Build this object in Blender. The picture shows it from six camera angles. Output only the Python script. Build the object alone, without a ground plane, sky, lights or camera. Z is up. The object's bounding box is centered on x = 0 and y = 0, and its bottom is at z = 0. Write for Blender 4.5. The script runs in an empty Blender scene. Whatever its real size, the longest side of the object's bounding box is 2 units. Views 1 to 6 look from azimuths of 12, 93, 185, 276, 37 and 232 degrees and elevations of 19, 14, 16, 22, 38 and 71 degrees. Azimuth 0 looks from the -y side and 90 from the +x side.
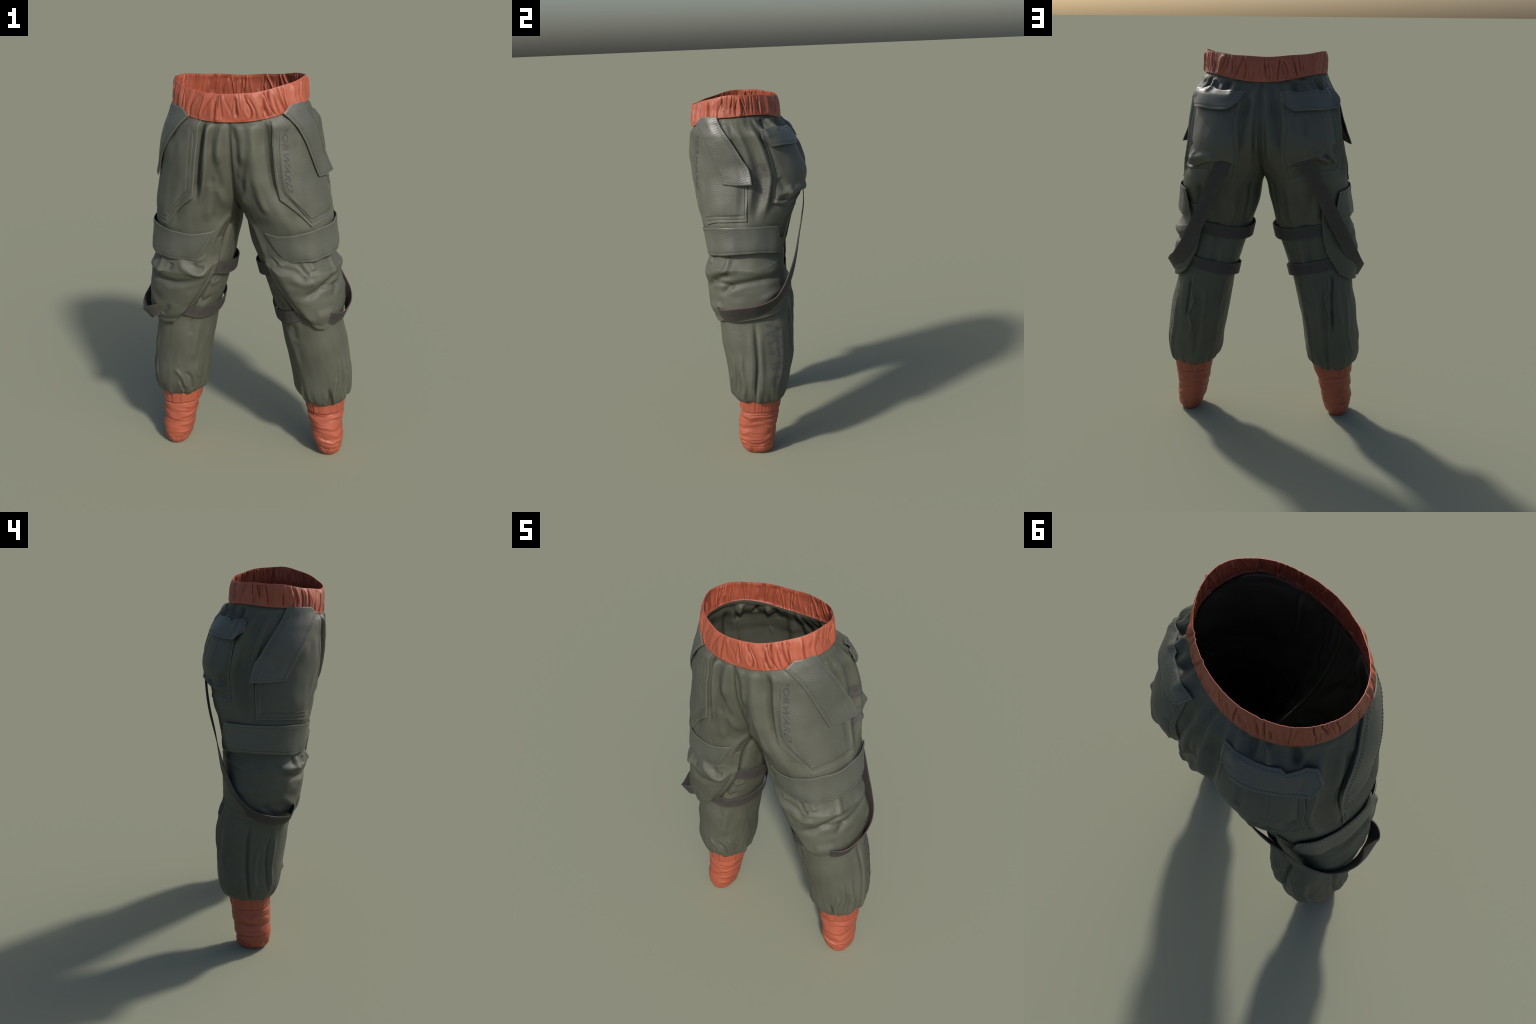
import bpy, bmesh, math
import numpy as np
from mathutils import Vector

# ------------------------------------------------------------------ set-up
rng = np.random.default_rng(7)
EXP = 2.25                      # roundness of the cross-sections

# Leg profile: z, x inner, x outer, y front, y back  (x measured outward on each side)
LEFT = np.array([
 [0.31, .289, .502, -.096, .141], [0.345, .258, .527, -.122, .170], [0.40, .238, .535, -.142, .187],
 [0.46, .229, .533, -.150, .199], [0.52, .219, .525, -.158, .207], [0.66, .192, .504, -.180, .216],
 [0.80, .167, .471, -.192, .212], [0.95, .121, .447, -.203, .193], [1.10, .072, .433, -.215, .170],
 [1.22, .031, .434, -.238, .199], [1.32, .018, .440, -.267, .225], [1.38, -.012, .435, -.288, .246],
 [1.48, -.078, .409, -.303, .292], [1.58, -.138, .389, -.315, .320], [1.68, -.198, .384, -.322, .297],
 [1.78, -.258, .374, -.320, .238], [1.85, -.300, .337, -.311, .177], [1.93, -.305, .306, -.310, .163],
 [2.00, -.307, .309, -.304, .163]])
RIGHT = np.array([
 [0.31, .276, .490, -.098, .133], [0.345, .245, .516, -.124, .168], [0.40, .233, .526, -.144, .191],
 [0.46, .226, .520, -.153, .200], [0.52, .219, .511, -.158, .203], [0.66, .191, .495, -.175, .205],
 [0.80, .163, .474, -.186, .186], [0.95, .108, .453, -.206, .162], [1.10, .058, .437, -.230, .163],
 [1.22, .029, .437, -.255, .199], [1.32, .010, .439, -.277, .224], [1.38, -.012, .438, -.290, .238],
 [1.48, -.078, .423, -.298, .274], [1.58, -.138, .406, -.316, .302], [1.68, -.198, .394, -.328, .287],
 [1.78, -.258, .362, -.322, .231], [1.85, -.300, .322, -.308, .174], [1.93, -.305, .300, -.310, .163],
 [2.00, -.307, .303, -.304, .163]])
MEAN = (LEFT + RIGHT) / 2
CUFF = {1: np.array([[0.0, .384, .472, -.066, .070], [.012, .372, .482, -.079, .080], [.03, .361, .491, -.090, .088],
                     [.10, .336, .499, -.107, .101], [.17, .323, .498, -.104, .111], [.24, .306, .498, -.094, .125],
                     [.31, .294, .501, -.092, .137], [.345, .290, .505, -.094, .142]]),
        -1: np.array([[0.0, .369, .463, -.074, .069], [.012, .357, .475, -.086, .078], [.03, .347, .483, -.095, .086],
                      [.10, .326, .493, -.103, .098], [.17, .314, .487, -.100, .108], [.24, .291, .487, -.092, .120],
                      [.31, .277, .489, -.094, .130], [.345, .272, .493, -.096, .136]])}

def pchip(x, y, q):
    """monotone cubic through a profile"""
    h = np.diff(x); d = np.diff(y) / h; m = np.zeros_like(y)
    m[0], m[-1] = d[0], d[-1]
    for i in range(1, len(x) - 1):
        if d[i-1] * d[i] > 0:
            w1, w2 = 2*h[i] + h[i-1], h[i] + 2*h[i-1]
            m[i] = (w1 + w2) / (w1/d[i-1] + w2/d[i])
    q = np.clip(q, x[0], x[-1])
    i = np.clip(np.searchsorted(x, q) - 1, 0, len(x) - 2); t = (q - x[i]) / h[i]
    return ((1+2*t)*(1-t)**2*y[i] + t*(1-t)**2*h[i]*m[i] + t*t*(3-2*t)*y[i+1] + t*t*(t-1)*h[i]*m[i+1])

def smooth(a, b, x):
    t = np.clip((np.asarray(x, float) - a) / (b - a), 0, 1)
    return t*t*(3 - 2*t)

def section(tab, th, z):
    """superellipse section; th in degrees: 0 outer side, +90 front, -90 back, 180 inner side"""
    xi, xo, yf, yb = [pchip(tab[:, 0], tab[:, k], z) for k in (1, 2, 3, 4)]
    a = np.radians(th); c, s = np.cos(a), -np.sin(a)
    X = (xi+xo)/2 + (xo-xi)/2*np.sign(c)*np.abs(c)**(2/EXP)
    Y = (yf+yb)/2 + (yb-yf)/2*np.sign(s)*np.abs(s)**(2/EXP)
    return np.stack([X, Y, z + 0*X], -1)

def cut_angle(z):
    """angle at which the section meets the centre plane (180 below the crotch)"""
    xi, xo = pchip(MEAN[:, 0], MEAN[:, 1], z), pchip(MEAN[:, 0], MEAN[:, 2], z)
    c = np.clip(np.where(xi < 0, (xi+xo)/(xo-xi), 1.0), 0, 1)
    return np.degrees(np.arccos(-np.clip(c, 0, 1)**(EXP/2)))

def base(side, th, z):
    th = np.asarray(th, float); z = np.asarray(z, float)
    th, z = np.broadcast_arrays(th, z)
    P = section(LEFT if side > 0 else RIGHT, th, z)
    M = section(MEAN, th, z)
    w = smooth(.55, 1.0, np.abs((th + 180) % 360 - 180) / cut_angle(z)) * smooth(1.25, 1.40, z)
    return P*(1-w)[..., None] + M*w[..., None]

def base_normal(side, th, z):
    e = 1.5
    dT = base(side, th + e, z) - base(side, th - e, z)
    dZ = base(side, th, np.asarray(z) + .012) - base(side, th, np.asarray(z) - .012)
    n = np.cross(dZ, dT)
    n /= np.maximum(np.linalg.norm(n, axis=-1, keepdims=True), 1e-9)
    return n

# ------------------------------------------------------------------ waistline and hem heights
def waist_low(phi):     # phi degrees round the whole body: 0 = +x side, 90 front, -90 back
    a = np.radians(phi)
    f, b = np.clip(np.sin(a), 0, 1), np.clip(-np.sin(a), 0, 1)
    return 1.888 - .066*f**2.2 - .030*b**5 + .006*b*(1-b)*4
def waist_high(phi):
    a = np.radians(phi)
    f, b = np.clip(np.sin(a), 0, 1), np.clip(-np.sin(a), 0, 1)
    return 1.997 - .056*f**1.6 - .022*b**2.5 + .0015*np.sin(9*a+1)
def hem(th):
    a = np.radians(th)
    return .312 + .018*np.cos(a)**2 - .006*np.clip(-np.sin(a), 0, 1) + .004*np.sin(5*a)

# ------------------------------------------------------------------ noise and folds
def lattice_noise(seed, u, v, nu, nv, wrap=True):
    """smooth value noise: u in turns (0..1 wraps), v in 0..1"""
    g = np.random.default_rng(seed).uniform(-1, 1, (nu, nv + 4))
    x = (np.asarray(u, float) % 1.0) * nu; y = np.clip(np.asarray(v, float), 0, 1) * nv
    i = np.floor(x).astype(int); j = np.floor(y).astype(int)
    fx, fy = x - i, y - j
    fx = fx*fx*(3-2*fx); fy = fy*fy*(3-2*fy)
    i0, i1 = i % nu, (i+1) % nu
    return ((g[i0, j]*(1-fx) + g[i1, j]*fx)*(1-fy) + (g[i0, j+1]*(1-fx) + g[i1, j+1]*fx)*fy)

def stroke(th, z, pts, width, amp, rad=.19):
    """a fold: a ridge (amp>0) or crease (amp<0) along a polyline of (angle, height) points"""
    k = math.pi/180*rad
    p = np.array(pts, float)
    # smooth the line
    t = np.linspace(0, 1, len(p)); q = np.linspace(0, 1, 4*len(p))
    p = np.stack([pchip(t, p[:, 0], q), pchip(t, p[:, 1], q)], 1)
    best = np.full(np.shape(th), 9.0); par = np.zeros(np.shape(th))
    n = len(p) - 1
    for a in range(n):
        x0, y0 = p[a, 0]*k, p[a, 1]; dx, dy = (p[a+1, 0]-p[a, 0])*k, p[a+1, 1]-p[a, 1]
        L2 = dx*dx + dy*dy + 1e-12
        tt = np.clip(((th*k-x0)*dx + (z-y0)*dy)/L2, 0, 1)
        d = np.hypot(th*k-x0-tt*dx, z-y0-tt*dy)
        m = d < best
        best = np.where(m, d, best); par = np.where(m, (a+tt)/n, par)
    taper = smooth(0, .22, par)*smooth(1, .78, par)*.75 + .25*np.sqrt(np.clip(4*par*(1-par), 0, 1))
    return amp*np.exp(-(best/width)**2)*taper

# (side 0 = both legs, points, width, height)
FRONT_FOLDS = [
 # front, between pocket and centre
 (1, [(68,1.84),(73.5,1.72),(79,1.58),(84,1.45)], .008, -.014), (-1, [(76,1.84),(81.5,1.72),(86.5,1.58),(91.5,1.45)], .007, -.022),
 (1, [(80,1.85),(86,1.70),(93,1.56),(98,1.44),(100,1.38)], .014, .008), (-1, [(81,1.84),(86.5,1.72),(91.5,1.58),(96,1.43)], .007, .012),
 (0, [(80,1.83),(92,1.68),(110,1.50),(138,1.38)], .017, .009),
 (0, [(86,1.78),(98,1.62),(118,1.46)], .011, -.008),
 (0, [(91,1.85),(93,1.74),(100,1.62)], .012, .009),
 (1, [(95,1.84),(96,1.74),(108,1.58)], .012, -.008),
 (-1, [(88,1.86),(90,1.70),(98,1.58),(104,1.50)], .013, -.010),
 (-1, [(96,1.56),(106,1.46),(116,1.34)], .018, .006),
 (-1, [(103,1.56),(112,1.44),(126,1.32)], .016, -.006),
 (0, [(150,1.365),(132,1.31),(120,1.20),(118,1.10)], .018, .008),
 (1, [(130,1.24),(127,1.13),(120,1.03),(110,.93),(99,.86),(88,.80)], .008, -.009),
 (-1, [(139,1.24),(136,1.13),(130,1.03),(120,.93),(109,.86),(99,.80)], .008, -.009),
 (0, [(158,1.33),(144,1.26),(136,1.12)], .014, -.008),
]
SIDE_FOLDS = [
 (0, [(-9,1.86),(-10,1.66),(-12,1.46),(-11,1.32)], .021, -.017),
 (0, [(-19,1.86),(-18,1.70),(-21,1.52),(-24,1.36)], .012, .013),
 (0, [(-2,1.87),(-3,1.70),(-4,1.52),(-4,1.36)], .010, .008),
 (0, [(-30,1.86),(-27,1.72),(-29,1.56),(-33,1.42)], .011, -.011),
 (0, [(6,1.85),(7,1.76)], .011, .006), (0, [(-25,1.88),(-31,1.80),(-31,1.76)], .010, .011),
]
BACK_FOLDS = [
 (0, [(-92,1.85),(-99,1.70),(-108,1.56),(-120,1.44)], .014, .011),
 (0, [(-86,1.84),(-92,1.66),(-101,1.50)], .012, -.010),
 (0, [(-97,1.82),(-104,1.66),(-116,1.52)], .011, -.009),
 (1, [(-45,1.87),(-50,1.82),(-48,1.79)], .010, .012), (-1, [(-55,1.87),(-51,1.80)], .010, .012),
 (0, [(-64,1.87),(-66,1.80)], .011, -.010), (0, [(-72,1.87),(-76,1.76)], .010, .009),
 (-1, [(-36,1.88),(-34,1.81)], .012, -.012), (1, [(-37,1.87),(-40,1.80)], .010, -.010),
 (0, [(-82,1.34),(-86,1.22),(-96,1.14)], .022, -.009), (0, [(-70,1.36),(-66,1.24),(-70,1.14)], .022, -.014),
 (0, [(-110,1.36),(-112,1.24),(-114,1.13)], .022, .008),
 (0, [(-140,1.37),(-142,1.26),(-140,1.12)], .016, -.006),
 (0, [(-92,1.16),(-96,1.0),(-99,.86)], .017, -.007), (0, [(-108,1.16),(-110,1.0),(-112,.86)], .017, .005),
]
CALF_FOLDS = [
 (0, [(-1,.80),(-1,.60),(2,.44),(5,.31)], .0065, -.011),
 (0, [(-6,.80),(-7,.60),(-6,.44),(-1,.32)], .012, .004),
 (0, [(5,.78),(6,.60),(10,.42),(13,.33)], .014, .004),
 (1, [(-74,.86),(-77,.77),(-84,.70),(-79,.64),(-87,.56),(-84,.47)], .008, .011),
 (1, [(-69,.84),(-71,.72),(-75,.60)], .010, -.013),
 (-1, [(-72,.90),(-77,.80),(-88,.74),(-85,.64),(-92,.51)], .008, .012),
 (-1, [(-65,.88),(-73,.78),(-79,.66),(-84,.52)], .010, -.013), (-1, [(-58,.84),(-64,.70),(-62,.56)], .014, .007),
 (0, [(-86,.84),(-92,.66),(-96,.46),(-98,.34)], .014, -.008),
 (0, [(-98,.80),(-104,.60),(-106,.42)], .014, .007),
 (0, [(-42,.74),(-46,.56),(-40,.40)], .018, .006),
 (1, [(24,.62),(26,.50),(24,.42),(32,.34)], .014, .006), (1, [(34,.52),(32,.44),(38,.36)], .012, -.005),
 (1, [(52,.50),(62,.42),(66,.34)], .012, .009), (1, [(72,.44),(74,.36),(80,.32)], .010, -.008),
 (1, [(40,.60),(44,.48),(50,.40)], .012, .007),
 (-1, [(34,.72),(30,.60),(36,.46),(44,.36)], .009, -.009), (-1, [(44,.70),(42,.54),(50,.40)], .012, .008),
 (-1, [(88,.50),(104,.44),(112,.36)], .012, .009), (-1, [(108,.48),(124,.42),(128,.34)], .012, -.009),
 (-1, [(96,.42),(100,.36),(104,.32)], .010, .008), (-1, [(130,.52),(140,.44),(150,.42)], .012, .006),
 (-1, [(14,.66),(12,.52),(16,.40)], .011, .008),
 (0, [(128,.78),(124,.66),(120,.54)], .022, .006), (0, [(110,.80),(112,.70)], .020, -.006),
 (0, [(118,.92),(126,.89),(140,.92)], .014, -.008), (0, [(124,1.02),(136,.99),(150,1.01)], .012, .005),
]
SEAMS = [      # thin raised lines
 (0, [(0,1.90),(-1,1.68),(-2,1.50),(-2,1.30)], .003, .0035),
 (0, [(-139,1.34),(-139,1.0),(-140,.60),(-144,.33)], .003, .0035),
 (0, [(-133,1.34),(-133,1.0),(-134,.60),(-138,.33)], .003, .003),
]

def fold(side, th, z):
    th = (np.asarray(th, float) + 180) % 360 - 180
    z = np.asarray(z, float)
    th, z = np.broadcast_arrays(th, z)
    d = np.zeros(th.shape)
    for group, gain in ((FRONT_FOLDS, 1.3), (SIDE_FOLDS, 1.1), (BACK_FOLDS, 1.5), (CALF_FOLDS, 1.0), (SEAMS, 1.0)):
        for s, pts, w, a in group:
            if s == 0 or s == side:
                d = d + stroke(th, z, pts, w, a*gain)
    u = th/360
    sd = 10 if side > 0 else 30
    # gathers under the waistband and above the cuff
    warp = .012*lattice_noise(sd+1, u, z/2, 9, 14)
    g = lattice_noise(sd+2, u+warp, z/2, 46, 5) + .5*lattice_noise(sd+3, u+warp, z/2, 84, 9)
    d = d + g*(.0050*smooth(1.74, 1.87, z) + .0060*smooth(.45, .335, z) + .0004)
    # long soft vertical undulation and small crumple
    d = d + .0040*lattice_noise(sd+4, u+2*warp, z/2, 13, 10) + .0016*lattice_noise(sd+5, u, z/2, 26, 30) + .0016*lattice_noise(sd+6, u+warp, z/2, 44, 22)
    below = z - waist_low(th)
    d = d*(1 - .85*smooth(-.030, 0, below)) - .006*smooth(-.03, .002, below)
    lim = cut_angle(z)
    edge = np.abs(th)/lim
    up = smooth(1.33, 1.42, z)
    d = d*(1 - up*smooth(.93, 1.0, edge)) - up*.006*smooth(.97, 1.0, edge)
    return d

def inset(th, z):
    """the trousers lie flatter where pockets are sewn on"""
    th = (np.asarray(th, float) + 180) % 360 - 180
    f = smooth(-10, 6, th)*smooth(92, 74, th)*smooth(1.30, 1.38, z)
    b = smooth(-106, -90, th)*smooth(-20, -34, th)*smooth(1.36, 1.47, z)*smooth(1.80, 1.72, z)
    return (-.022*f - .016*b)*smooth(.0, -.11, z - waist_low(th))

# lying surface of a garment side, offset h outward
def cloth(side, th, z, h=0.0, keep=1.0):
    P = base(side, th, z); n = base_normal(side, th, z)
    f = fold(side, th, z)*keep + inset(th, z)
    P = P + n*(f + h)[..., None]
    return P*np.array([side, 1, 1]), n*np.array([side, 1, 1])

# ------------------------------------------------------------------ mesh helpers
ROOT = bpy.data.objects.new("cargo_trousers", None)
bpy.context.scene.collection.objects.link(ROOT)
ROOT["label"] = "olive cargo jogger trousers, orange waistband and cuffs, dangling straps"
ROOT["category"] = "trousers"

def make(name, verts, faces, mat, parent=None, angle=42):
    me = bpy.data.meshes.new(name)
    me.from_pydata([tuple(map(float, v)) for v in np.asarray(verts).reshape(-1, 3)], [], [tuple(map(int, f)) for f in faces])
    me.validate(); me.update()
    bm = bmesh.new(); bm.from_mesh(me)
    bmesh.ops.remove_doubles(bm, verts=bm.verts, dist=1e-5)
    bmesh.ops.recalc_face_normals(bm, faces=bm.faces)
    bm.to_mesh(me); bm.free()
    me.polygons.foreach_set("use_smooth", [True]*len(me.polygons))
    me.set_sharp_from_angle(angle=math.radians(angle))
    me.materials.append(mat)
    ob = bpy.data.objects.new(name, me)
    bpy.context.scene.collection.objects.link(ob)
    ob.parent = parent or ROOT
    return ob

def grid_faces(nr, nc, wrap=False, off=0):
    r, c = np.meshgrid(np.arange(nr-1), np.arange(nc if wrap else nc-1), indexing="ij")
    c2 = (c+1) % nc
    return np.stack([r*nc+c, r*nc+c2, (r+1)*nc+c2, (r+1)*nc+c], -1).reshape(-1, 4) + off

def slab(out, inn):
    """closed solid between two grids of equal shape"""
    nr, nc = out.shape[:2]; n = nr*nc
    f = grid_faces(nr, nc).tolist()
    f += [q[::-1] for q in grid_faces(nr, nc, off=n).tolist()]
    ring = [(0, c) for c in range(nc)] + [(r, nc-1) for r in range(1, nr)] + \
           [(nr-1, c) for c in range(nc-2, -1, -1)] + [(r, 0) for r in range(nr-2, 0, -1)]
    ids = [r*nc+c for r, c in ring]
    for a, b in zip(ids, ids[1:]+ids[:1]):
        f.append([b, a, a+n, b+n])
    return np.concatenate([out.reshape(-1, 3), inn.reshape(-1, 3)]), f

def along(pts, t, soft=False):
    p = np.array(pts, float)
    d = np.r_[0, np.cumsum(np.hypot(np.diff(p[:, 0])*.0034, np.diff(p[:, 1])))]; d /= d[-1]
    if soft and len(p) > 2:
        return np.stack([pchip(d, p[:, 0], t), pchip(d, p[:, 1], t)], -1)
    return np.stack([np.interp(t, d, p[:, 0]), np.interp(t, d, p[:, 1])], -1)

class Sheet:
    """a piece of cloth laid on the trousers: bounded by four (angle, height) edge lines,
    lifted off the surface by lift(s, t, th, z)"""
    def __init__(self, side, top, bottom, left, right, lift, keep=1.0, soft=False):
        self.side, self.e, self.lift, self.keep, self.soft = side, (top, bottom, left, right), lift, keep, soft
    def uv(self, s, t):
        T, B, L, R = self.e
        ts, bs = along(T, s, self.soft), along(B, s, self.soft)
        lt, rt = along(L, t, self.soft), along(R, t, self.soft)
        s, t = s[..., None], t[..., None]
        c00, c10, c01, c11 = map(np.array, (T[0], T[-1], B[0], B[-1]))
        q = (1-t)*ts + t*bs + (1-s)*lt + s*rt - ((1-s)*(1-t)*c00 + s*(1-t)*c10 + (1-s)*t*c01 + s*t*c11)
        return q[..., 0], q[..., 1]
    def at(self, s, t, extra=0.0):
        s, t = np.broadcast_arrays(np.asarray(s, float), np.asarray(t, float))
        th, z = self.uv(s, t)
        h = self.lift(s, t, th, z)
        return cloth(self.side, th, z, h + extra, self.keep)
    def build(self, name, mat, ns, nt, thick=.005, parent=None, roll=.0015):
        s, t = np.meshgrid(np.linspace(0, 1, ns), np.linspace(0, 1, nt))
        P, n = self.at(s, t)
        # round the rim a little
        edge = np.minimum(np.minimum(np.arange(ns), np.arange(ns)[::-1])[None, :], np.minimum(np.arange(nt), np.arange(nt)[::-1])[:, None])
        out = P - n*(roll*(edge == 0))[..., None]
        inn = P - n*thick
        v, f = slab(out, inn)
        return make(name, v, f, mat, parent)

def dashes(path_fn, length, mat, store, pitch=.013, size=.0013, duty=.6):
    """stitches: short thread capsules laid along a path t -> (point, normal)"""
    k = max(2, int(length/pitch))
    for i in range(k):
        a, b = i/k, (i+duty)/k
        (p, n), (q, _) = path_fn(a), path_fn(b)
        d = q-p; L = np.linalg.norm(d)
        if L < 1e-4: continue
        d /= L; w = np.cross(n, d)
        store.append((p, q, n, w, size))

def build_stitches(name, store, mat, parent):
    V, F = [], []
    for p, q, n, w, r in store:
        o = len(V)*1
        for c, k in ((p, .4), (p*.75+q*.25, 1), (p*.25+q*.75, 1), (q, .4)):
            V += [c + w*r*k, c + n*r*k, c - w*r*k, c - n*r*.5]
        for a in range(3):
            for b in range(4):
                F.append([o+a*4+b, o+a*4+(b+1) % 4, o+a*4+4+(b+1) % 4, o+a*4+4+b])
        F += [[o, o+1, o+2, o+3], [o+12, o+13, o+14, o+15]]
    ob = make(name, V, F, mat, parent)
    ob["kind"] = "stuff"
    return ob

# ------------------------------------------------------------------ materials
def fabric(name, col, dark, light, rough=.5, twill=900, bump=.25, patch=5.0, spec=.5, sheen=0.0, rumple=.3, crease=1.0):
    m = bpy.data.materials.new(name); m.use_nodes = True
    nt = m.node_tree; N, Lk = nt.nodes, nt.links
    bs = N["Principled BSDF"]
    tc = N.new("ShaderNodeTexCoord")
    n1 = N.new("ShaderNodeTexNoise"); n1.inputs["Scale"].default_value = patch; n1.inputs["Detail"].default_value = 5
    n1.inputs["Roughness"].default_value = .6
    ramp = N.new("ShaderNodeValToRGB"); e = ramp.color_ramp.elements
    e[0].position, e[0].color = .30, (*dark, 1); e[1].position, e[1].color = .72, (*light, 1)
    mid = e.new(.5); mid.color = (*col, 1)
    Lk.new(tc.outputs["Object"], n1.inputs["Vector"]); Lk.new(n1.outputs["Fac"], ramp.inputs["Fac"])
    # crease shadow painted into the base colour by pointiness, ridges lightened as if lit
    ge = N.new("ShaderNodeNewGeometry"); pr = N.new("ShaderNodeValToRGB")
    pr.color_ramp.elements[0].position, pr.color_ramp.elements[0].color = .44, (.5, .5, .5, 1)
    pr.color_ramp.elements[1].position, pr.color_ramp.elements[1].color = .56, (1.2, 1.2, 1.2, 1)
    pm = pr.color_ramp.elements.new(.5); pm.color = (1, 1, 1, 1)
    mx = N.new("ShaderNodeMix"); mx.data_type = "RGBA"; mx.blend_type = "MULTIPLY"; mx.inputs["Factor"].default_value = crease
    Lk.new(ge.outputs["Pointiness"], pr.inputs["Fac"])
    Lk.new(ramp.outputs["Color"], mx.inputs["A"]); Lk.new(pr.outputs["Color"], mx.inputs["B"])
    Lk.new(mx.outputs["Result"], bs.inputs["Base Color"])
    # weave: diagonal wave plus fine noise
    mp = N.new("ShaderNodeMapping"); mp.inputs["Rotation"].default_value = (.6, .5, .7)
    wv = N.new("ShaderNodeTexWave"); wv.inputs["Scale"].default_value = twill/10; wv.inputs["Distortion"].default_value = 1.2
    wv.inputs["Detail"].default_value = 2
    n2 = N.new("ShaderNodeTexNoise"); n2.inputs["Scale"].default_value = twill/3; n2.inputs["Detail"].default_value = 3
    add = N.new("ShaderNodeMath"); add.operation = "ADD"
    Lk.new(tc.outputs["Object"], mp.inputs["Vector"]); Lk.new(mp.outputs["Vector"], wv.inputs["Vector"])
    Lk.new(tc.outputs["Object"], n2.inputs["Vector"])
    Lk.new(wv.outputs["Fac"], add.inputs[0]); Lk.new(n2.outputs["Fac"], add.inputs[1])
    bp = N.new("ShaderNodeBump"); bp.inputs["Strength"].default_value = bump; bp.inputs["Distance"].default_value = .0012
    Lk.new(add.outputs["Value"], bp.inputs["Height"])
    # soft rumple
    n3 = N.new("ShaderNodeTexNoise"); n3.inputs["Scale"].default_value = 22; n3.inputs["Detail"].default_value = 4
    b2 = N.new("ShaderNodeBump"); b2.inputs["Strength"].default_value = rumple; b2.inputs["Distance"].default_value = .006
    Lk.new(tc.outputs["Object"], n3.inputs["Vector"]); Lk.new(n3.outputs["Fac"], b2.inputs["Height"])
    Lk.new(b2.outputs["Normal"], bp.inputs["Normal"]); Lk.new(bp.outputs["Normal"], bs.inputs["Normal"])
    rr = N.new("ShaderNodeMapRange"); rr.inputs["To Min"].default_value = rough-.07; rr.inputs["To Max"].default_value = rough+.09
    Lk.new(n1.outputs["Fac"], rr.inputs["Value"]); Lk.new(rr.outputs["Result"], bs.inputs["Roughness"])
    bs.inputs["Specular IOR Level"].default_value = spec
    bs.inputs["Sheen Weight"].default_value = sheen
    return m

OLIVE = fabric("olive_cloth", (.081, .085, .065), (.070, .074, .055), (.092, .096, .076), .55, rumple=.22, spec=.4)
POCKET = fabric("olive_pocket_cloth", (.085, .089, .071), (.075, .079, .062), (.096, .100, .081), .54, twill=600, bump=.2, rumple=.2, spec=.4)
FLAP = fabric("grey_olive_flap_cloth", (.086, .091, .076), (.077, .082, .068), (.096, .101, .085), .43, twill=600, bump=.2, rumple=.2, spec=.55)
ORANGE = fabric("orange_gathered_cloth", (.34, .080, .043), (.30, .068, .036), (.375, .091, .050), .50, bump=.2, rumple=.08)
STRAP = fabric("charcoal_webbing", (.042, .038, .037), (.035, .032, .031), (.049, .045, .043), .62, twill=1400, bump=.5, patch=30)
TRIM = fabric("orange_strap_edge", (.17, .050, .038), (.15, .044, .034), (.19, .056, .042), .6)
PRINT = fabric("faded_purple_print", (.054, .052, .055), (.047, .045, .048), (.072, .073, .062), .52, patch=45, crease=0)
FADED = fabric("washed_out_print", (.062, .061, .060), (.055, .054, .055), (.078, .080, .067), .54, patch=40, crease=0)
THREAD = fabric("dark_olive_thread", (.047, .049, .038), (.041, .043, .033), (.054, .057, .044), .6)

# ------------------------------------------------------------------ trouser legs
def trouser_leg(side):
    NC, NR = 470, 430
    v = np.linspace(0, 1, NR)[:, None]; t = np.linspace(-1, 1, NC)[None, :]
    zlin = .318 + v*(1.90-.318) + 0*t
    th = t*cut_angle(zlin)
    z = zlin + (hem(t*180)-.318)*smooth(.14, 0, v) + (waist_low(th)+.005-1.90)*smooth(.80, 1, v)
    th = t*cut_angle(z)
    P, n = cloth(side, th, z)
    upper = smooth(1.365, 1.385, z)
    seam = np.abs(t) > .9999
    above = (cut_angle(z) < 179.5) & seam
    P[..., 0] = np.where(above, 0.0, P[..., 0])
    P[..., 0] = np.where(P[..., 0]*side < 0, 0.0, P[..., 0])
    # tuck the lower hem in toward the cuff
    tuck = [P]
    for k, (dz, dn) in enumerate(((-.004, .006), (-.002, .013), (.006, .019))):
        row = P[:1] - n[:1]*dn; row = row.copy(); row[..., 2] += dz
        tuck.insert(0, row)
    P = np.concatenate(tuck)
    ob = make("trouser_leg", P, grid_faces(P.shape[0], NC), OLIVE, angle=60)
    # make the outside face outward, then give the cloth thickness inward
    me = ob.data
    c = sum((Vector(p.center) for p in me.polygons), Vector())/len(me.polygons)
    acc = 0
    for p in me.polygons:
        if p.center.z < 1.0:
            acc += p.normal.x*(p.center.x - side*.33) + p.normal.y*p.center.y
    if acc < 0: me.flip_normals()
    so = ob.modifiers.new("cloth_thickness", "SOLIDIFY"); so.thickness = .004; so.offset = -1; so.use_rim = False
    return ob

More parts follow.
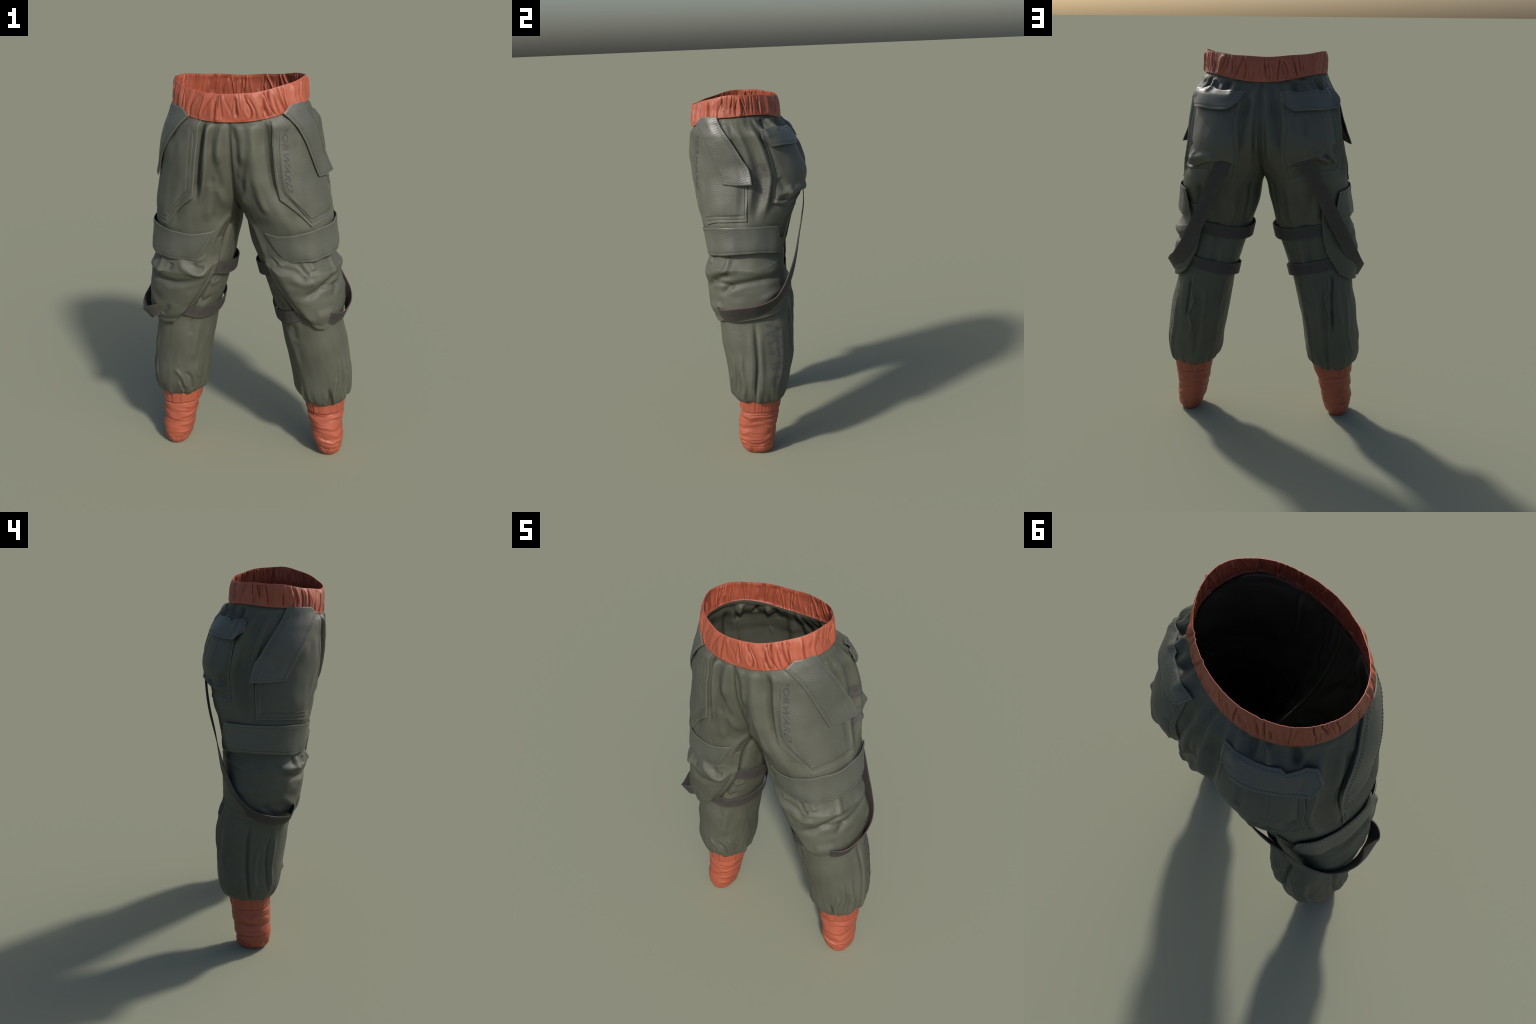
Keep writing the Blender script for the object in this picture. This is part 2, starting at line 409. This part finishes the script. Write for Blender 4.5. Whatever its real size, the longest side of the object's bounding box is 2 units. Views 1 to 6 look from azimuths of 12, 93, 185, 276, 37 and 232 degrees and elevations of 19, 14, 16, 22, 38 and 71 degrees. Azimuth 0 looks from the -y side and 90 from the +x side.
# ------------------------------------------------------------------ waistband
def waistband():
    NC, NR = 860, 34
    phi = np.linspace(-180, 180, NC, endpoint=False)[None, :]; v = np.linspace(0, 1, NR)[:, None]
    z = waist_low(phi) - .004 + v*(waist_high(phi) - waist_low(phi) + .004)
    L, R = section(LEFT, phi, z), section(RIGHT, phi, z)
    # full ring: outer half-width from each side's profile
    xo = np.where(np.cos(np.radians(phi)) > 0, pchip(LEFT[:, 0], LEFT[:, 2], z), pchip(RIGHT[:, 0], RIGHT[:, 2], z))
    yf, yb = pchip(MEAN[:, 0], MEAN[:, 3], z), pchip(MEAN[:, 0], MEAN[:, 4], z)
    a = np.radians(phi); c, s = np.cos(a), -np.sin(a); e = 2/(2.22 - .22*v)
    X = xo*np.sign(c)*np.abs(c)**e
    Y = (yf+yb)/2 + (yb-yf)/2*np.sign(s)*np.abs(s)**e
    P = np.stack([X, Y, z + 0*X], -1)
    n = np.stack([c, s, 0*c], -1); n = n/np.linalg.norm(n, axis=-1, keepdims=True)
    u = phi/360
    R = np.random.default_rng(19)
    g = .0022*lattice_noise(53, u, v*.5, 40, 2) + .0012*lattice_noise(54, u, v, 170, 3)
    def pleat(amp, w, a, b, lean, bend):
        """one vertical gather: centre u0, half-width w metres, spanning a..b of the band height"""
        u0 = R.uniform(0, 1)
        d = (u - u0 - lean*(v-.5) - bend*np.sin(v*5) + .5) % 1.0 - .5
        return amp*np.exp(-(d*1.62/w)**2)*smooth(a-.12, a+.12, v)*smooth(b+.12, b-.12, v)
    for _ in range(78):      # puffed ridges
        g = g + pleat(R.uniform(.0015, .0045), R.uniform(.007, .014), R.uniform(-.2, .25), R.uniform(.75, 1.2), R.normal(0, .004), R.normal(0, .0015))
    for _ in range(92):      # tight creases
        a0 = R.uniform(-.2, .45)
        g = g - pleat(R.uniform(.0025, .0075), R.uniform(.0028, .0055), a0, a0 + R.uniform(.45, 1.1), R.normal(0, .008), R.normal(0, .0025))
    cre = 0
    bulge = .007*np.sin(np.pi*np.clip(v, 0, 1))**.8 + .003*lattice_noise(56, u, v, 9, 2)*v
    h = (g + cre)*(.30 + .70*smooth(0, .10, v)*smooth(1.0, .85, v)) + bulge + .005*(1-v) + .001
    out = P + n*h[..., None]
    inn = P + n*(h*.95 - .0016 - .0030*smooth(1, .9, v) - .007*smooth(.10, .0, v))[..., None]
    V = np.concatenate([out.reshape(-1, 3), inn.reshape(-1, 3)]); m = NR*NC
    F = grid_faces(NR, NC, True).tolist() + [q[::-1] for q in grid_faces(NR, NC, True, m).tolist()]
    for c0 in range(NC):
        c1 = (c0+1) % NC
        F.append([c0, c1, m+c1, m+c0][::-1]); b = (NR-1)*NC
        F.append([b+c0, b+c1, m+b+c1, m+b+c0])
    return make("waistband", V, F, ORANGE, angle=55)

# ------------------------------------------------------------------ cuffs
def cuff(side):
    NC, NR = 220, 130
    th = np.linspace(-180, 180, NC, endpoint=False)[None, :]
    z = np.linspace(0, .345, NR)[:, None] + 0*th
    P = section(CUFF[side], th, z)
    e = 1.0
    n = np.cross(section(CUFF[side], th, z+.004) - section(CUFF[side], th, z-.004), section(CUFF[side], th+e, z) - section(CUFF[side], th-e, z))
    n /= np.linalg.norm(n, axis=-1, keepdims=True)
    u = th/360; sd = 70 if side > 0 else 90
    zz = z + .020*lattice_noise(sd, u, z/.345, 7, 3) + .008*lattice_noise(sd+1, u, z/.345, 16, 8)
    w1 = lattice_noise(sd+2, u, zz/.36, 5, 15); w2 = lattice_noise(sd+3, u, zz/.36, 8, 26)
    body = smooth(.035, .09, z)*smooth(.268, .245, z)
    h = body*(.0060*w1 + .0036*w2 - .004*np.clip(w1-.2, 0, 1))
    top = smooth(.252, .262, z)
    h = h + top*(.0025 + .0028*lattice_noise(sd+4, u, z, 46, 1) + .0014*lattice_noise(sd+5, u, z, 90, 2))
    h = h - .0035*np.exp(-((z - .255 - .003*lattice_noise(sd+6, u, z, 26, 1))/.004)**2)
    low = smooth(.075, .045, z)*smooth(.004, .02, z)
    h = h + low*(.0035*lattice_noise(sd+7, u, z/.1, 22, 3) + .002*lattice_noise(sd+8, u, z/.1, 50, 4)) - .002*np.exp(-((z-.048)/.003)**2)
    P = P + n*h[..., None]
    P[..., 2] = np.clip(P[..., 2], 0, None)
    ctr = P[0].mean(0)
    rows = [P]
    for k, (f, zb) in enumerate(((.9, .0005), (.6, .003), (.25, .004), (.02, .004))):
        r = ctr + (P[:1] - ctr)*f; r[..., 2] = zb; rows.insert(0, r)
    P = np.concatenate(rows)*np.array([side, 1, 1])
    return make("cuff", P, grid_faces(P.shape[0], NC, True), ORANGE, angle=60)

# ------------------------------------------------------------------ pockets, flaps, pouch
def ramp_edge(s, t, left=.0, right=.0, top=.0, bottom=.0):
    k = np.ones(np.shape(s))
    if left:   k = k*smooth(0, left, s)
    if right:  k = k*smooth(1, 1-right, s)
    if top:    k = k*smooth(0, top, t)
    if bottom: k = k*smooth(1, 1-bottom, t)
    return k

def stitch_row(sheet, a, b, store, **kw):
    """a, b: (s, t) ends of one straight stitch row on a sheet"""
    a, b = np.array(a, float), np.array(b, float)
    q = np.linspace(0, 1, 24)
    P, _ = sheet.at(a[0]+(b[0]-a[0])*q, a[1]+(b[1]-a[1])*q)
    L = np.linalg.norm(np.diff(P, axis=0), axis=1).sum()
    k = max(2, int(L/kw.get("pitch", .013)))
    i = np.arange(k)
    p, n = sheet.at(a[0]+(b[0]-a[0])*i/k, a[1]+(b[1]-a[1])*i/k, .0004)
    f = (i+.6)/k
    r, _ = sheet.at(a[0]+(b[0]-a[0])*f, a[1]+(b[1]-a[1])*f, .0004)
    for j in range(k):
        d = r[j]-p[j]; d = d/max(np.linalg.norm(d), 1e-6)
        store.append((p[j], r[j], n[j], np.cross(n[j], d), .0011))

def front_pocket(side):
    sh = -3 if side > 0 else 6
    def lift_a(s, t, th, z): return .0015 + .0070*smooth(0, .10, t) + .004*smooth(.25, .0, s)*smooth(.02, .2, t)
    edge = Sheet(side, [(67+sh, 1.829), (44, 1.852), (16, 1.876)],
                 [(83+sh, 1.46), (57+sh, 1.316), (34, 1.334), (-3, 1.341)],
                 [(67+sh, 1.829), (73+sh, 1.72), (78+sh, 1.58), (83+sh, 1.46)],
                 [(16, 1.876), (8, 1.74), (1, 1.60), (-1, 1.50), (-3, 1.341)], lift_a, keep=.8)
    ob = edge.build("front_pocket", POCKET, 110, 150, .0105)
    def lift_b(s, t, th, z):
        puff = ramp_edge(s, t, .10, .08, .03, .05)
        groove = .0018*(np.exp(-((s-.055)/.010)**2)*(s < .5) + np.exp(-((1-t-.030)/.008)**2))
        return (.0135 + .010*puff*(.5+.5*np.sin(np.pi*np.clip(t, 0, 1)))*smooth(.35, .8, t) - groove)*(.12+.88*smooth(0,.26,t)) \
            + .0030*lattice_noise(5+side, s*.5+.1, t, 14, 6)*puff
    main = Sheet(side, [(63+sh, 1.830), (42, 1.852), (17, 1.873)],
                 [(78.5+sh, 1.50), (56+sh, 1.338), (34, 1.350), (-1, 1.356)],
                 [(63+sh, 1.830), (70+sh, 1.70), (75+sh, 1.58), (78.5+sh, 1.50)],
                 [(17, 1.873), (9, 1.74), (3, 1.60), (1, 1.50), (-1, 1.356)], lift_b, keep=.6)
    panel = main.build("pocket_panel", POCKET, 120, 170, .012, parent=ob)
    st = []
    stitch_row(main, (.045, .03), (.045, .95), st)
    stitch_row(main, (.05, .955), (.97, .955), st)
    stitch_row(edge, (.018, .03), (.018, .97), st)
    build_stitches("pocket_stitching", st, THREAD, ob)
    return main

def hip_flap(side):
    def lift(s, t, th, z):
        return .016 + .010*smooth(0, .35, t) + .015*smooth(.68, 1, t)*smooth(.05, .9, s) + .004*smooth(.6, 1, t) \
            + .0016*lattice_noise(8+side, s*.4, t, 8, 7) - .004*smooth(.5, 1, s)*smooth(.5, 0, t)
    if side > 0:
        left = [(50, 1.848), (41, 1.77), (34, 1.69), (28, 1.61), (22, 1.535)]; corner = (39, 1.881)
    else:
        left = [(60, 1.836), (47, 1.74), (36, 1.65), (30, 1.58), (26, 1.533)]; corner = (48, 1.874)
    f = Sheet(side, [left[0], corner, (16, 1.887)], [left[-1], (10, 1.528), (-4, 1.527)], left,
              [(16, 1.887), (7, 1.77), (-2, 1.615), (-4, 1.527)], lift, keep=.3)
    ob = f.build("hip_flap", FLAP, 46, 100, .006)
    st = []
    for m in (.045, .075):
        stitch_row(f, (m*1.8, .03), (m*1.8, .975), st); stitch_row(f, (1-m*1.8, .03), (1-m*1.8, .975), st)
    stitch_row(f, (.06, .965), (.94, .965), st)
    build_stitches("flap_stitching", st, THREAD, ob)
    return f

def knee_pouch(side):
    inner = -3 if side > 0 else 6
    creases = ([([(15, 1.055), (40, 1.03), (62, .99), (85, .955)], .015, -.020), ([(10, 1.085), (40, 1.065), (70, 1.03), (98, 1.00)], .022, .012),
                ([(100, 1.12), (80, 1.09), (70, 1.06)], .014, -.010), ([(92, 1.07), (74, 1.04), (60, 1.05)], .016, .010),
                ([(40, .935), (20, .99), (-20, 1.02), (-68, 1.03)], .016, -.020), ([(60, 1.01), (30, 1.0), (16, .985)], .013, -.012),
                ([(-68, 1.09), (-30, 1.06), (10, 1.08)], .022, .012), ([(22, 1.15), (24, 1.10), (32, 1.05)], .012, .012),
                ([(60, 1.15), (58, 1.10)], .013, .010), ([(78, 1.14), (70, 1.09), (66, 1.085)], .010, -.010),
                ([(108, 1.19), (104, 1.15), (92, 1.12)], .009, .008), ([(112, 1.16), (100, 1.13)], .008, -.008),
                ([(-10, .90), (-36, .94), (-62, .94)], .018, .010), ([(40, .88), (56, .86), (70, .87)], .022, .010)]
               if side > 0 else
               [([(20, 1.06), (45, 1.035), (75, 1.02), (112, 1.045)], .017, -.018), ([(20, 1.10), (40, 1.085), (60, 1.075)], .018, .012),
                ([(78, 1.15), (90, 1.10), (104, 1.075), (118, 1.075)], .013, .016), ([(70, 1.12), (68, 1.08)], .012, -.010),
                ([(94, 1.125), (104, 1.10), (112, 1.10)], .010, -.011), ([(52, 1.14), (54, 1.09), (60, 1.07)], .014, .013),
                ([(46, 1.14), (44, 1.09)], .010, -.008), ([(112, 1.19), (108, 1.15), (98, 1.135)], .009, .009),
                ([(30, .94), (48, .90), (64, .86)], .018, .008), ([(76, .90), (70, .85), (64, .83)], .014, -.011),
                ([(-66, 1.10), (-30, 1.07), (12, 1.09)], .022, -.010), ([(-60, 1.0), (-20, .96), (10, .98)], .022, .010),
                ([(10, .90), (20, .86), (34, .84)], .014, -.010)])
    def lift(s, t, th, z):
        k = ramp_edge(s, t, .14, .30, 0, .18)
        h = .022 + .022*k - .003*np.exp(-((s-.045)/.010)**2) - .002*np.exp(-((1-t-.07)/.014)**2)*(.70 + .40*np.sin(np.pi*np.clip(t*.9+.1, 0, 1)))
        h = np.minimum(h, .002 + .006*smooth(1.26, 1.17, z) + .05*smooth(1.17, 1.03, z))
        hemline = .003*(smooth(.045, .035, s) + smooth(.955, .965, t))
        d = .8*sum(stroke(th, z, p, w*1.1, a) for p, w, a in creases)
        gath = .0042*lattice_noise(21+side, th/360 + .3*t*lattice_noise(25, th/360, t, 6, 3)*.1, t, 27, 6)*smooth(.60, .05, t)
        low = .15 + .85*smooth(1.18, 1.13, z)
        return h + hemline*.6 + (d + gath*1.3)*(.25 + .75*k)*low + .0025*lattice_noise(23+side, th/360, t, 26, 12)*k
    pouch = Sheet(side, [(129+inner, 1.25), (100, 1.215), (50, 1.225), (0, 1.24), (-40, 1.235), (-70, 1.22)],
                  [(86+inner, .832), (76+inner*1.5, .789), (62+inner*.8, .779), (46, .790), (17, .790), (-16, .812), (-40, .832), (-58, .868)],
                  [(129+inner, 1.25), (126+inner, 1.15), (120+inner, 1.06), (110+inner, .97), (98+inner, .89), (86+inner, .832)],
                  [(-70, 1.22), (-73, 1.10), (-72, .98), (-58, .868)], lift, keep=.25)
    ob = pouch.build("knee_pouch", OLIVE, 190, 130, .010)
    return pouch

def knee_flap(side):
    inner = -4 if side > 0 else 6
    def lift(s, t, th, z):
        tip = smooth(0, .22, s)
        return .006 + .003*tip + .007*smooth(60, 15, th) + (.012 + .008*smooth(0, .2, s))*smooth(0, 1, t)*(.45+.55*tip) \
            - .006*smooth(.82, 1, s)*t + .0050*lattice_noise(31+side, th/360, t*.3, 26, 2)*(.4+t) - .0015*np.exp(-((1-t-.09)/.02)**2)
    f = Sheet(side, [(117+inner, 1.287), (95, 1.277), (73, 1.288), (41, 1.307), (8, 1.313), (-25, 1.312), (-43, 1.308)],
              [(94+inner, 1.134), (78, 1.143), (43, 1.152), (14, 1.166), (-16, 1.172), (-56, 1.160)],
              [(117+inner, 1.287), (94+inner, 1.134)], [(-43, 1.308), (-56, 1.160)], lift, keep=.5)
    ob = f.build("knee_flap", FLAP, 190, 46, .0045)
    st = []
    stitch_row(f, (.02, .09), (.98, .09), st); stitch_row(f, (.02, .90), (.98, .90), st)
    stitch_row(f, (.035, .1), (.035, .9), st); stitch_row(f, (.965, .1), (.965, .9), st)
    build_stitches("flap_stitching", st, THREAD, ob)

def back_pocket(side):
    wr = [([(-30, 1.50), (-48, 1.475), (-66, 1.50), (-84, 1.47)], .018, .014), ([(-34, 1.455), (-56, 1.43), (-78, 1.445)], .016, -.016),
          ([(-28, 1.56), (-36, 1.52), (-40, 1.47)], .015, -.012), ([(-92, 1.46), (-100, 1.42), (-104, 1.38)], .016, .007)]
    if side > 0:
        wr += [([(-44, 1.52), (-50, 1.47), (-52, 1.42)], .012, .012), ([(-70, 1.53), (-80, 1.48), (-86, 1.42)], .015, .011),
               ([(-80, 1.71), (-86, 1.66), (-84, 1.62)], .012, -.006)]
    else:
        wr += [([(-68, 1.54), (-60, 1.49), (-48, 1.47)], .014, .012), ([(-40, 1.56), (-34, 1.50), (-36, 1.43)], .014, -.013),
               ([(-66, 1.72), (-70, 1.64), (-72, 1.60)], .010, -.009)]
    def lift(s, t, th, z):
        k = ramp_edge(s, t, .12, .12, 0, .10)
        d = sum(stroke(th, z, p, w, a) for p, w, a in wr)
        lip = pchip(np.array([-115., -100, -85, -66, -54, -44, -25]), np.array([1.43, 1.445, 1.47, 1.505, 1.508, 1.46, 1.42]) if side < 0
                    else np.array([1.44, 1.455, 1.475, 1.455, 1.425, 1.415, 1.43]), th)
        over = .017*smooth(lip-.006, lip+.012, z)*smooth(lip+.22, lip+.03, z)*ramp_edge(s, t, .10, .10)
        lines = sum(-.0016*np.exp(-((s-c)/.006)**2) for c in ((.06, .94) if side > 0 else (.06, .35, .64, .94)))
        big = 1.0 if side > 0 else .6
        return .005 + .006*big*k*smooth(0, .6, t) - .006*smooth(.70, .95, t)*k + (.6+.4*big)*over*.9 + d*k*.95 + lines - .002*np.exp(-((1-t-.07)/.012)**2)
    p = Sheet(side, [(-84, 1.785), (-60, 1.79), (-26, 1.79)],
              [(-111, 1.362), (-108, 1.356), (-96, 1.372), (-70, 1.408), (-40, 1.412), (-28, 1.432)],
              [(-84, 1.785), (-90, 1.64), (-103, 1.47), (-111, 1.362)],
              [(-26, 1.79), (-23, 1.62), (-25, 1.50), (-28, 1.432)], lift, keep=.6)
    ob = p.build("back_pocket", POCKET, 120, 130, .008)
    st = []
    stitch_row(p, (.06, .06), (.06, .95), st); stitch_row(p, (.94, .06), (.94, .95), st)
    stitch_row(p, (.06, .93), (.94, .93), st)
    build_stitches("pocket_stitching", st, THREAD, ob)

def back_flap(side):
    def lift(s, t, th, z):
        wave = lattice_noise(41+side, s*.5, t*.3, 7, 2)
        return .010 + .014*smooth(0, 1, t) + .009*wave*smooth(1.1, .2, t)*smooth(0, .15, s) + (.006 if side < 0 else .001)*smooth(.75, 1, s) \
            + .004*np.sin(s*9+side)*t - .0015*np.exp(-((1-t-.14)/.03)**2)
    if side > 0:
        top = [(-85, 1.803), (-68, 1.805), (-58, 1.808), (-55, 1.816), (-40, 1.816), (-34, 1.806), (-27, 1.806)]
    else:
        top = [(-83, 1.803), (-60, 1.803), (-44, 1.808), (-40, 1.798), (-28, 1.815), (-20, 1.808)]
    f = Sheet(side, top, [(-79, 1.732), (-75, 1.721), (-52, 1.724), (top[-1][0]-4, 1.722)],
              [top[0], (-84, 1.760), (-79, 1.732)], [top[-1], (top[-1][0]+4, 1.765), (top[-1][0]-4, 1.722)], lift, keep=.45)
    ob = f.build("back_flap", FLAP, 90, 36, .006)
    st = []
    stitch_row(f, (.02, .10), (.98, .10), st); stitch_row(f, (.03, .87), (.97, .87), st)
    stitch_row(f, (.035, .15), (.035, .85), st); stitch_row(f, (.965, .15), (.965, .85), st)
    build_stitches("flap_stitching", st, THREAD, ob)

# ------------------------------------------------------------------ straps
def leg_strap(side, line, height, loose):
    """webbing band round the back of the leg; line: (angle, height) centre points"""
    NS, NT = 150, 8
    q = np.array(line, float)
    d = (q[:, 0]-q[0, 0])/(q[-1, 0]-q[0, 0])
    s = np.linspace(0, 1, NS)[None, :]; t = np.linspace(-.5, .5, NT)[:, None]
    th = q[0, 0] + s*(q[-1, 0]-q[0, 0]) + 0*t
    z = pchip(d, q[:, 1], s) + t*height
    h = .006 + loose*np.exp(-((th-185)/38)**2) + .004*np.exp(-((th-95)/25)**2) + .004*(.5+t)
    zc = pchip(d, q[:, 1], s) + 0*t
    P = base(side, th, z*.5+zc*.5); n = base_normal(side, th, zc)
    P[..., 2] = z
    P = (P + n*(h + np.clip(fold(side, th, zc)*.5, -.002, .01))[..., None])
    P, n = P*np.array([side, 1, 1]), n*np.array([side, 1, 1])
    v, f = slab(P, P - n*.004)
    return make("leg_strap", v, f, STRAP)

def hanging_strap(side):
    if side > 0:
        pts = [(.165, .262, 1.520), (.180, .298, 1.478), (.212, .300, 1.412), (.252, .287, 1.318), (.289, .269, 1.225),
               (.333, .251, 1.133), (.377, .226, 1.046), (.430, .188, .962), (.475, .140, .902), (.503, .081, .875), (.517, .015, .860),
               (.521, -.045, .855), (.516, -.100, .848), (.492, -.150, .840), (.455, -.176, .838), (.418, -.180, .842)]
    else:
        pts = [(.195, .245, 1.530), (.212, .278, 1.490), (.256, .267, 1.424), (.300, .246, 1.335), (.345, .214, 1.236),
               (.388, .187, 1.145), (.427, .160, 1.062), (.464, .121, .984), (.492, .075, .916), (.515, .010, .860), (.523, -.040, .838),
               (.518, -.095, .824), (.503, -.140, .816), (.486, -.185, .816), (.468, -.208, .838), (.435, -.212, .848), (.405, -.196, .852)]
    p = np.array(pts)
    d = np.r_[0, np.cumsum(np.linalg.norm(np.diff(p, axis=0), axis=1))]; d /= d[-1]
    q = np.linspace(0, 1, 150)
    c = np.stack([pchip(d, p[:, k], q) for k in range(3)], -1)
    for _ in range(6):
        c[1:-1] = (c[:-2] + 2*c[1:-1] + c[2:])/4
    tan = np.gradient(c, axis=0); tan /= np.linalg.norm(tan, axis=1, keepdims=True)
    # faces away from the leg axis
    ax = np.stack([np.interp(c[:, 2], [.8, 1.5], [.33, .20]), np.full(len(c), .0), c[:, 2]], -1)
    out = c - ax; out[:, 2] = 0
    out /= np.linalg.norm(out, axis=1, keepdims=True)
    ang = (math.pi/2*smooth(.22, .70, q))[:, None]      # the webbing turns from facing back to facing outward
    out = out*np.sin(ang) + np.array([[.0, 1, 0]])*np.cos(ang)
    n = out - tan*(out*tan).sum(1, keepdims=True); n /= np.linalg.norm(n, axis=1, keepdims=True)
    w = np.cross(tan, n)
    # the loop leans: its upper edge tips outward
    lean = ((.48 if side > 0 else .58)*smooth(.45, .72, q)*(1 - .4*smooth(.92, 1, q)))[:, None]
    upw = w*np.sign(w[100, 2])
    n, upw = n*np.cos(lean) - upw*np.sin(lean), upw*np.cos(lean) + n*np.sin(lean)
    w = np.cross(tan, n)
    half = (.036 - .002*smooth(.75, .95, q))[:, None]
    k = np.linspace(-1, 1, 7)
    out_g = np.stack([c + w*half*b + n*.0024 for b in k], 1)
    inn_g = np.stack([c + w*half*b - n*.0024 for b in k], 1)
    S = np.array([side, 1, 1])
    v, f = slab(out_g*S, inn_g*S)
    ob = make("hanging_strap", v, f, STRAP)
    if side < 0: return ob
    # thin orange selvedge along the upper edge
    sg = 1 if (np.cross(tan[100], n[100])[2] > 0) else -1
    sel = slice(84, 140)
    e0 = (c + w*half*sg)[sel]; ww, nn = (w*sg)[sel], n[sel]
    a = np.stack([e0 - nn*.0009 + ww*.0002, e0 + ww*.0006, e0 + nn*.0009 + ww*.0002], 1)
    b = np.stack([e0 - nn*.0009 - ww*.0008, e0 - ww*.0005, e0 + nn*.0009 - ww*.0008], 1)
    v, f = slab(a*S, b*S)
    make("strap_edge", v, f, TRIM, ob)
    return ob

# ------------------------------------------------------------------ lettering
def lettering(name, text, size, place, parent, spacing=1.05, bold=.012, ink=None):
    """printed word: flat text mesh bent onto the cloth by place(x along, y across) -> point, lifted 1 mm"""
    cu = bpy.data.curves.new(name, "FONT"); cu.body = text; cu.size = size; cu.space_character = spacing
    cu.offset = size*bold; cu.extrude = 0; cu.resolution_u = 3
    tmp = bpy.data.objects.new(name, cu); bpy.context.scene.collection.objects.link(tmp)
    dg = bpy.context.evaluated_depsgraph_get(); dg.update()
    me = bpy.data.meshes.new_from_object(tmp.evaluated_get(dg))
    bpy.data.objects.remove(tmp, do_unlink=True)
    bm = bmesh.new(); bm.from_mesh(me)
    bmesh.ops.triangulate(bm, faces=bm.faces)
    for _ in range(4):
        ed = [e for e in bm.edges if e.calc_length() > .008]
        if not ed: break
        bmesh.ops.subdivide_edges(bm, edges=ed, cuts=1)
        bmesh.ops.triangulate(bm, faces=bm.faces)
    co = np.array([v.co[:] for v in bm.verts])
    Pt, Pn = place(co[:, 0], co[:, 1])
    for v, p in zip(bm.verts, Pt): v.co = p
    bmesh.ops.recalc_face_normals(bm, faces=bm.faces)
    bm.to_mesh(me); bm.free()
    me.polygons.foreach_set("use_smooth", [True]*len(me.polygons))
    me.materials.clear(); me.materials.append(ink or PRINT)
    ob = bpy.data.objects.new(name, me); bpy.context.scene.collection.objects.link(ob); ob.parent = parent
    # face the print outward
    acc = sum((p.normal.dot(Vector(Pn.mean(0))) for p in me.polygons))
    if acc < 0: me.flip_normals()
    return ob

# ------------------------------------------------------------------ assemble
legs = {}
for side in (1, -1):
    legs[side] = trouser_leg(side)
waistband()
for side in (1, -1):
    cuff(side)
    panel = front_pocket(side)
    hip_flap(side)
    knee_pouch(side)
    knee_flap(side)
    back_pocket(side)
    back_flap(side)
    leg_strap(side, [(104, 1.082), (129, 1.083), (151, 1.072), (180, 1.066), (205, 1.066), (240, 1.074), (290, 1.108)], .066, .016)
    leg_strap(side, [(84, .868), (102, .850), (133, .828), (165, .836), (200, .862), (240, .885), (298, .926)], .062, .012)
    hanging_strap(side)
    if side > 0:
        # small word down the pocket seam
        def on_panel(x, y):
            return panel.at(.115 + y*3.4, .11 + .755*x/x.max(), .0012)
        lettering("pocket_lettering", "FORWARD", .047, on_panel, legs[side])
        def down_side(th0, z0, slope, squeeze):
            def fn(x, y):
                x = x*squeeze; z = z0 - x
                th = th0 + slope*x + y*360/(2*math.pi*.185)
                return cloth(1, th, z, .0010 + 0*th)
            return fn
        lettering("side_lettering", "FOR", .115, down_side(-27, 1.645, -20, .9), legs[side], 1.15, .028, FADED)
        lettering("side_lettering", "WARD", .122, down_side(-41, .775, -22, .88), legs[side], 1.22, .026, FADED)
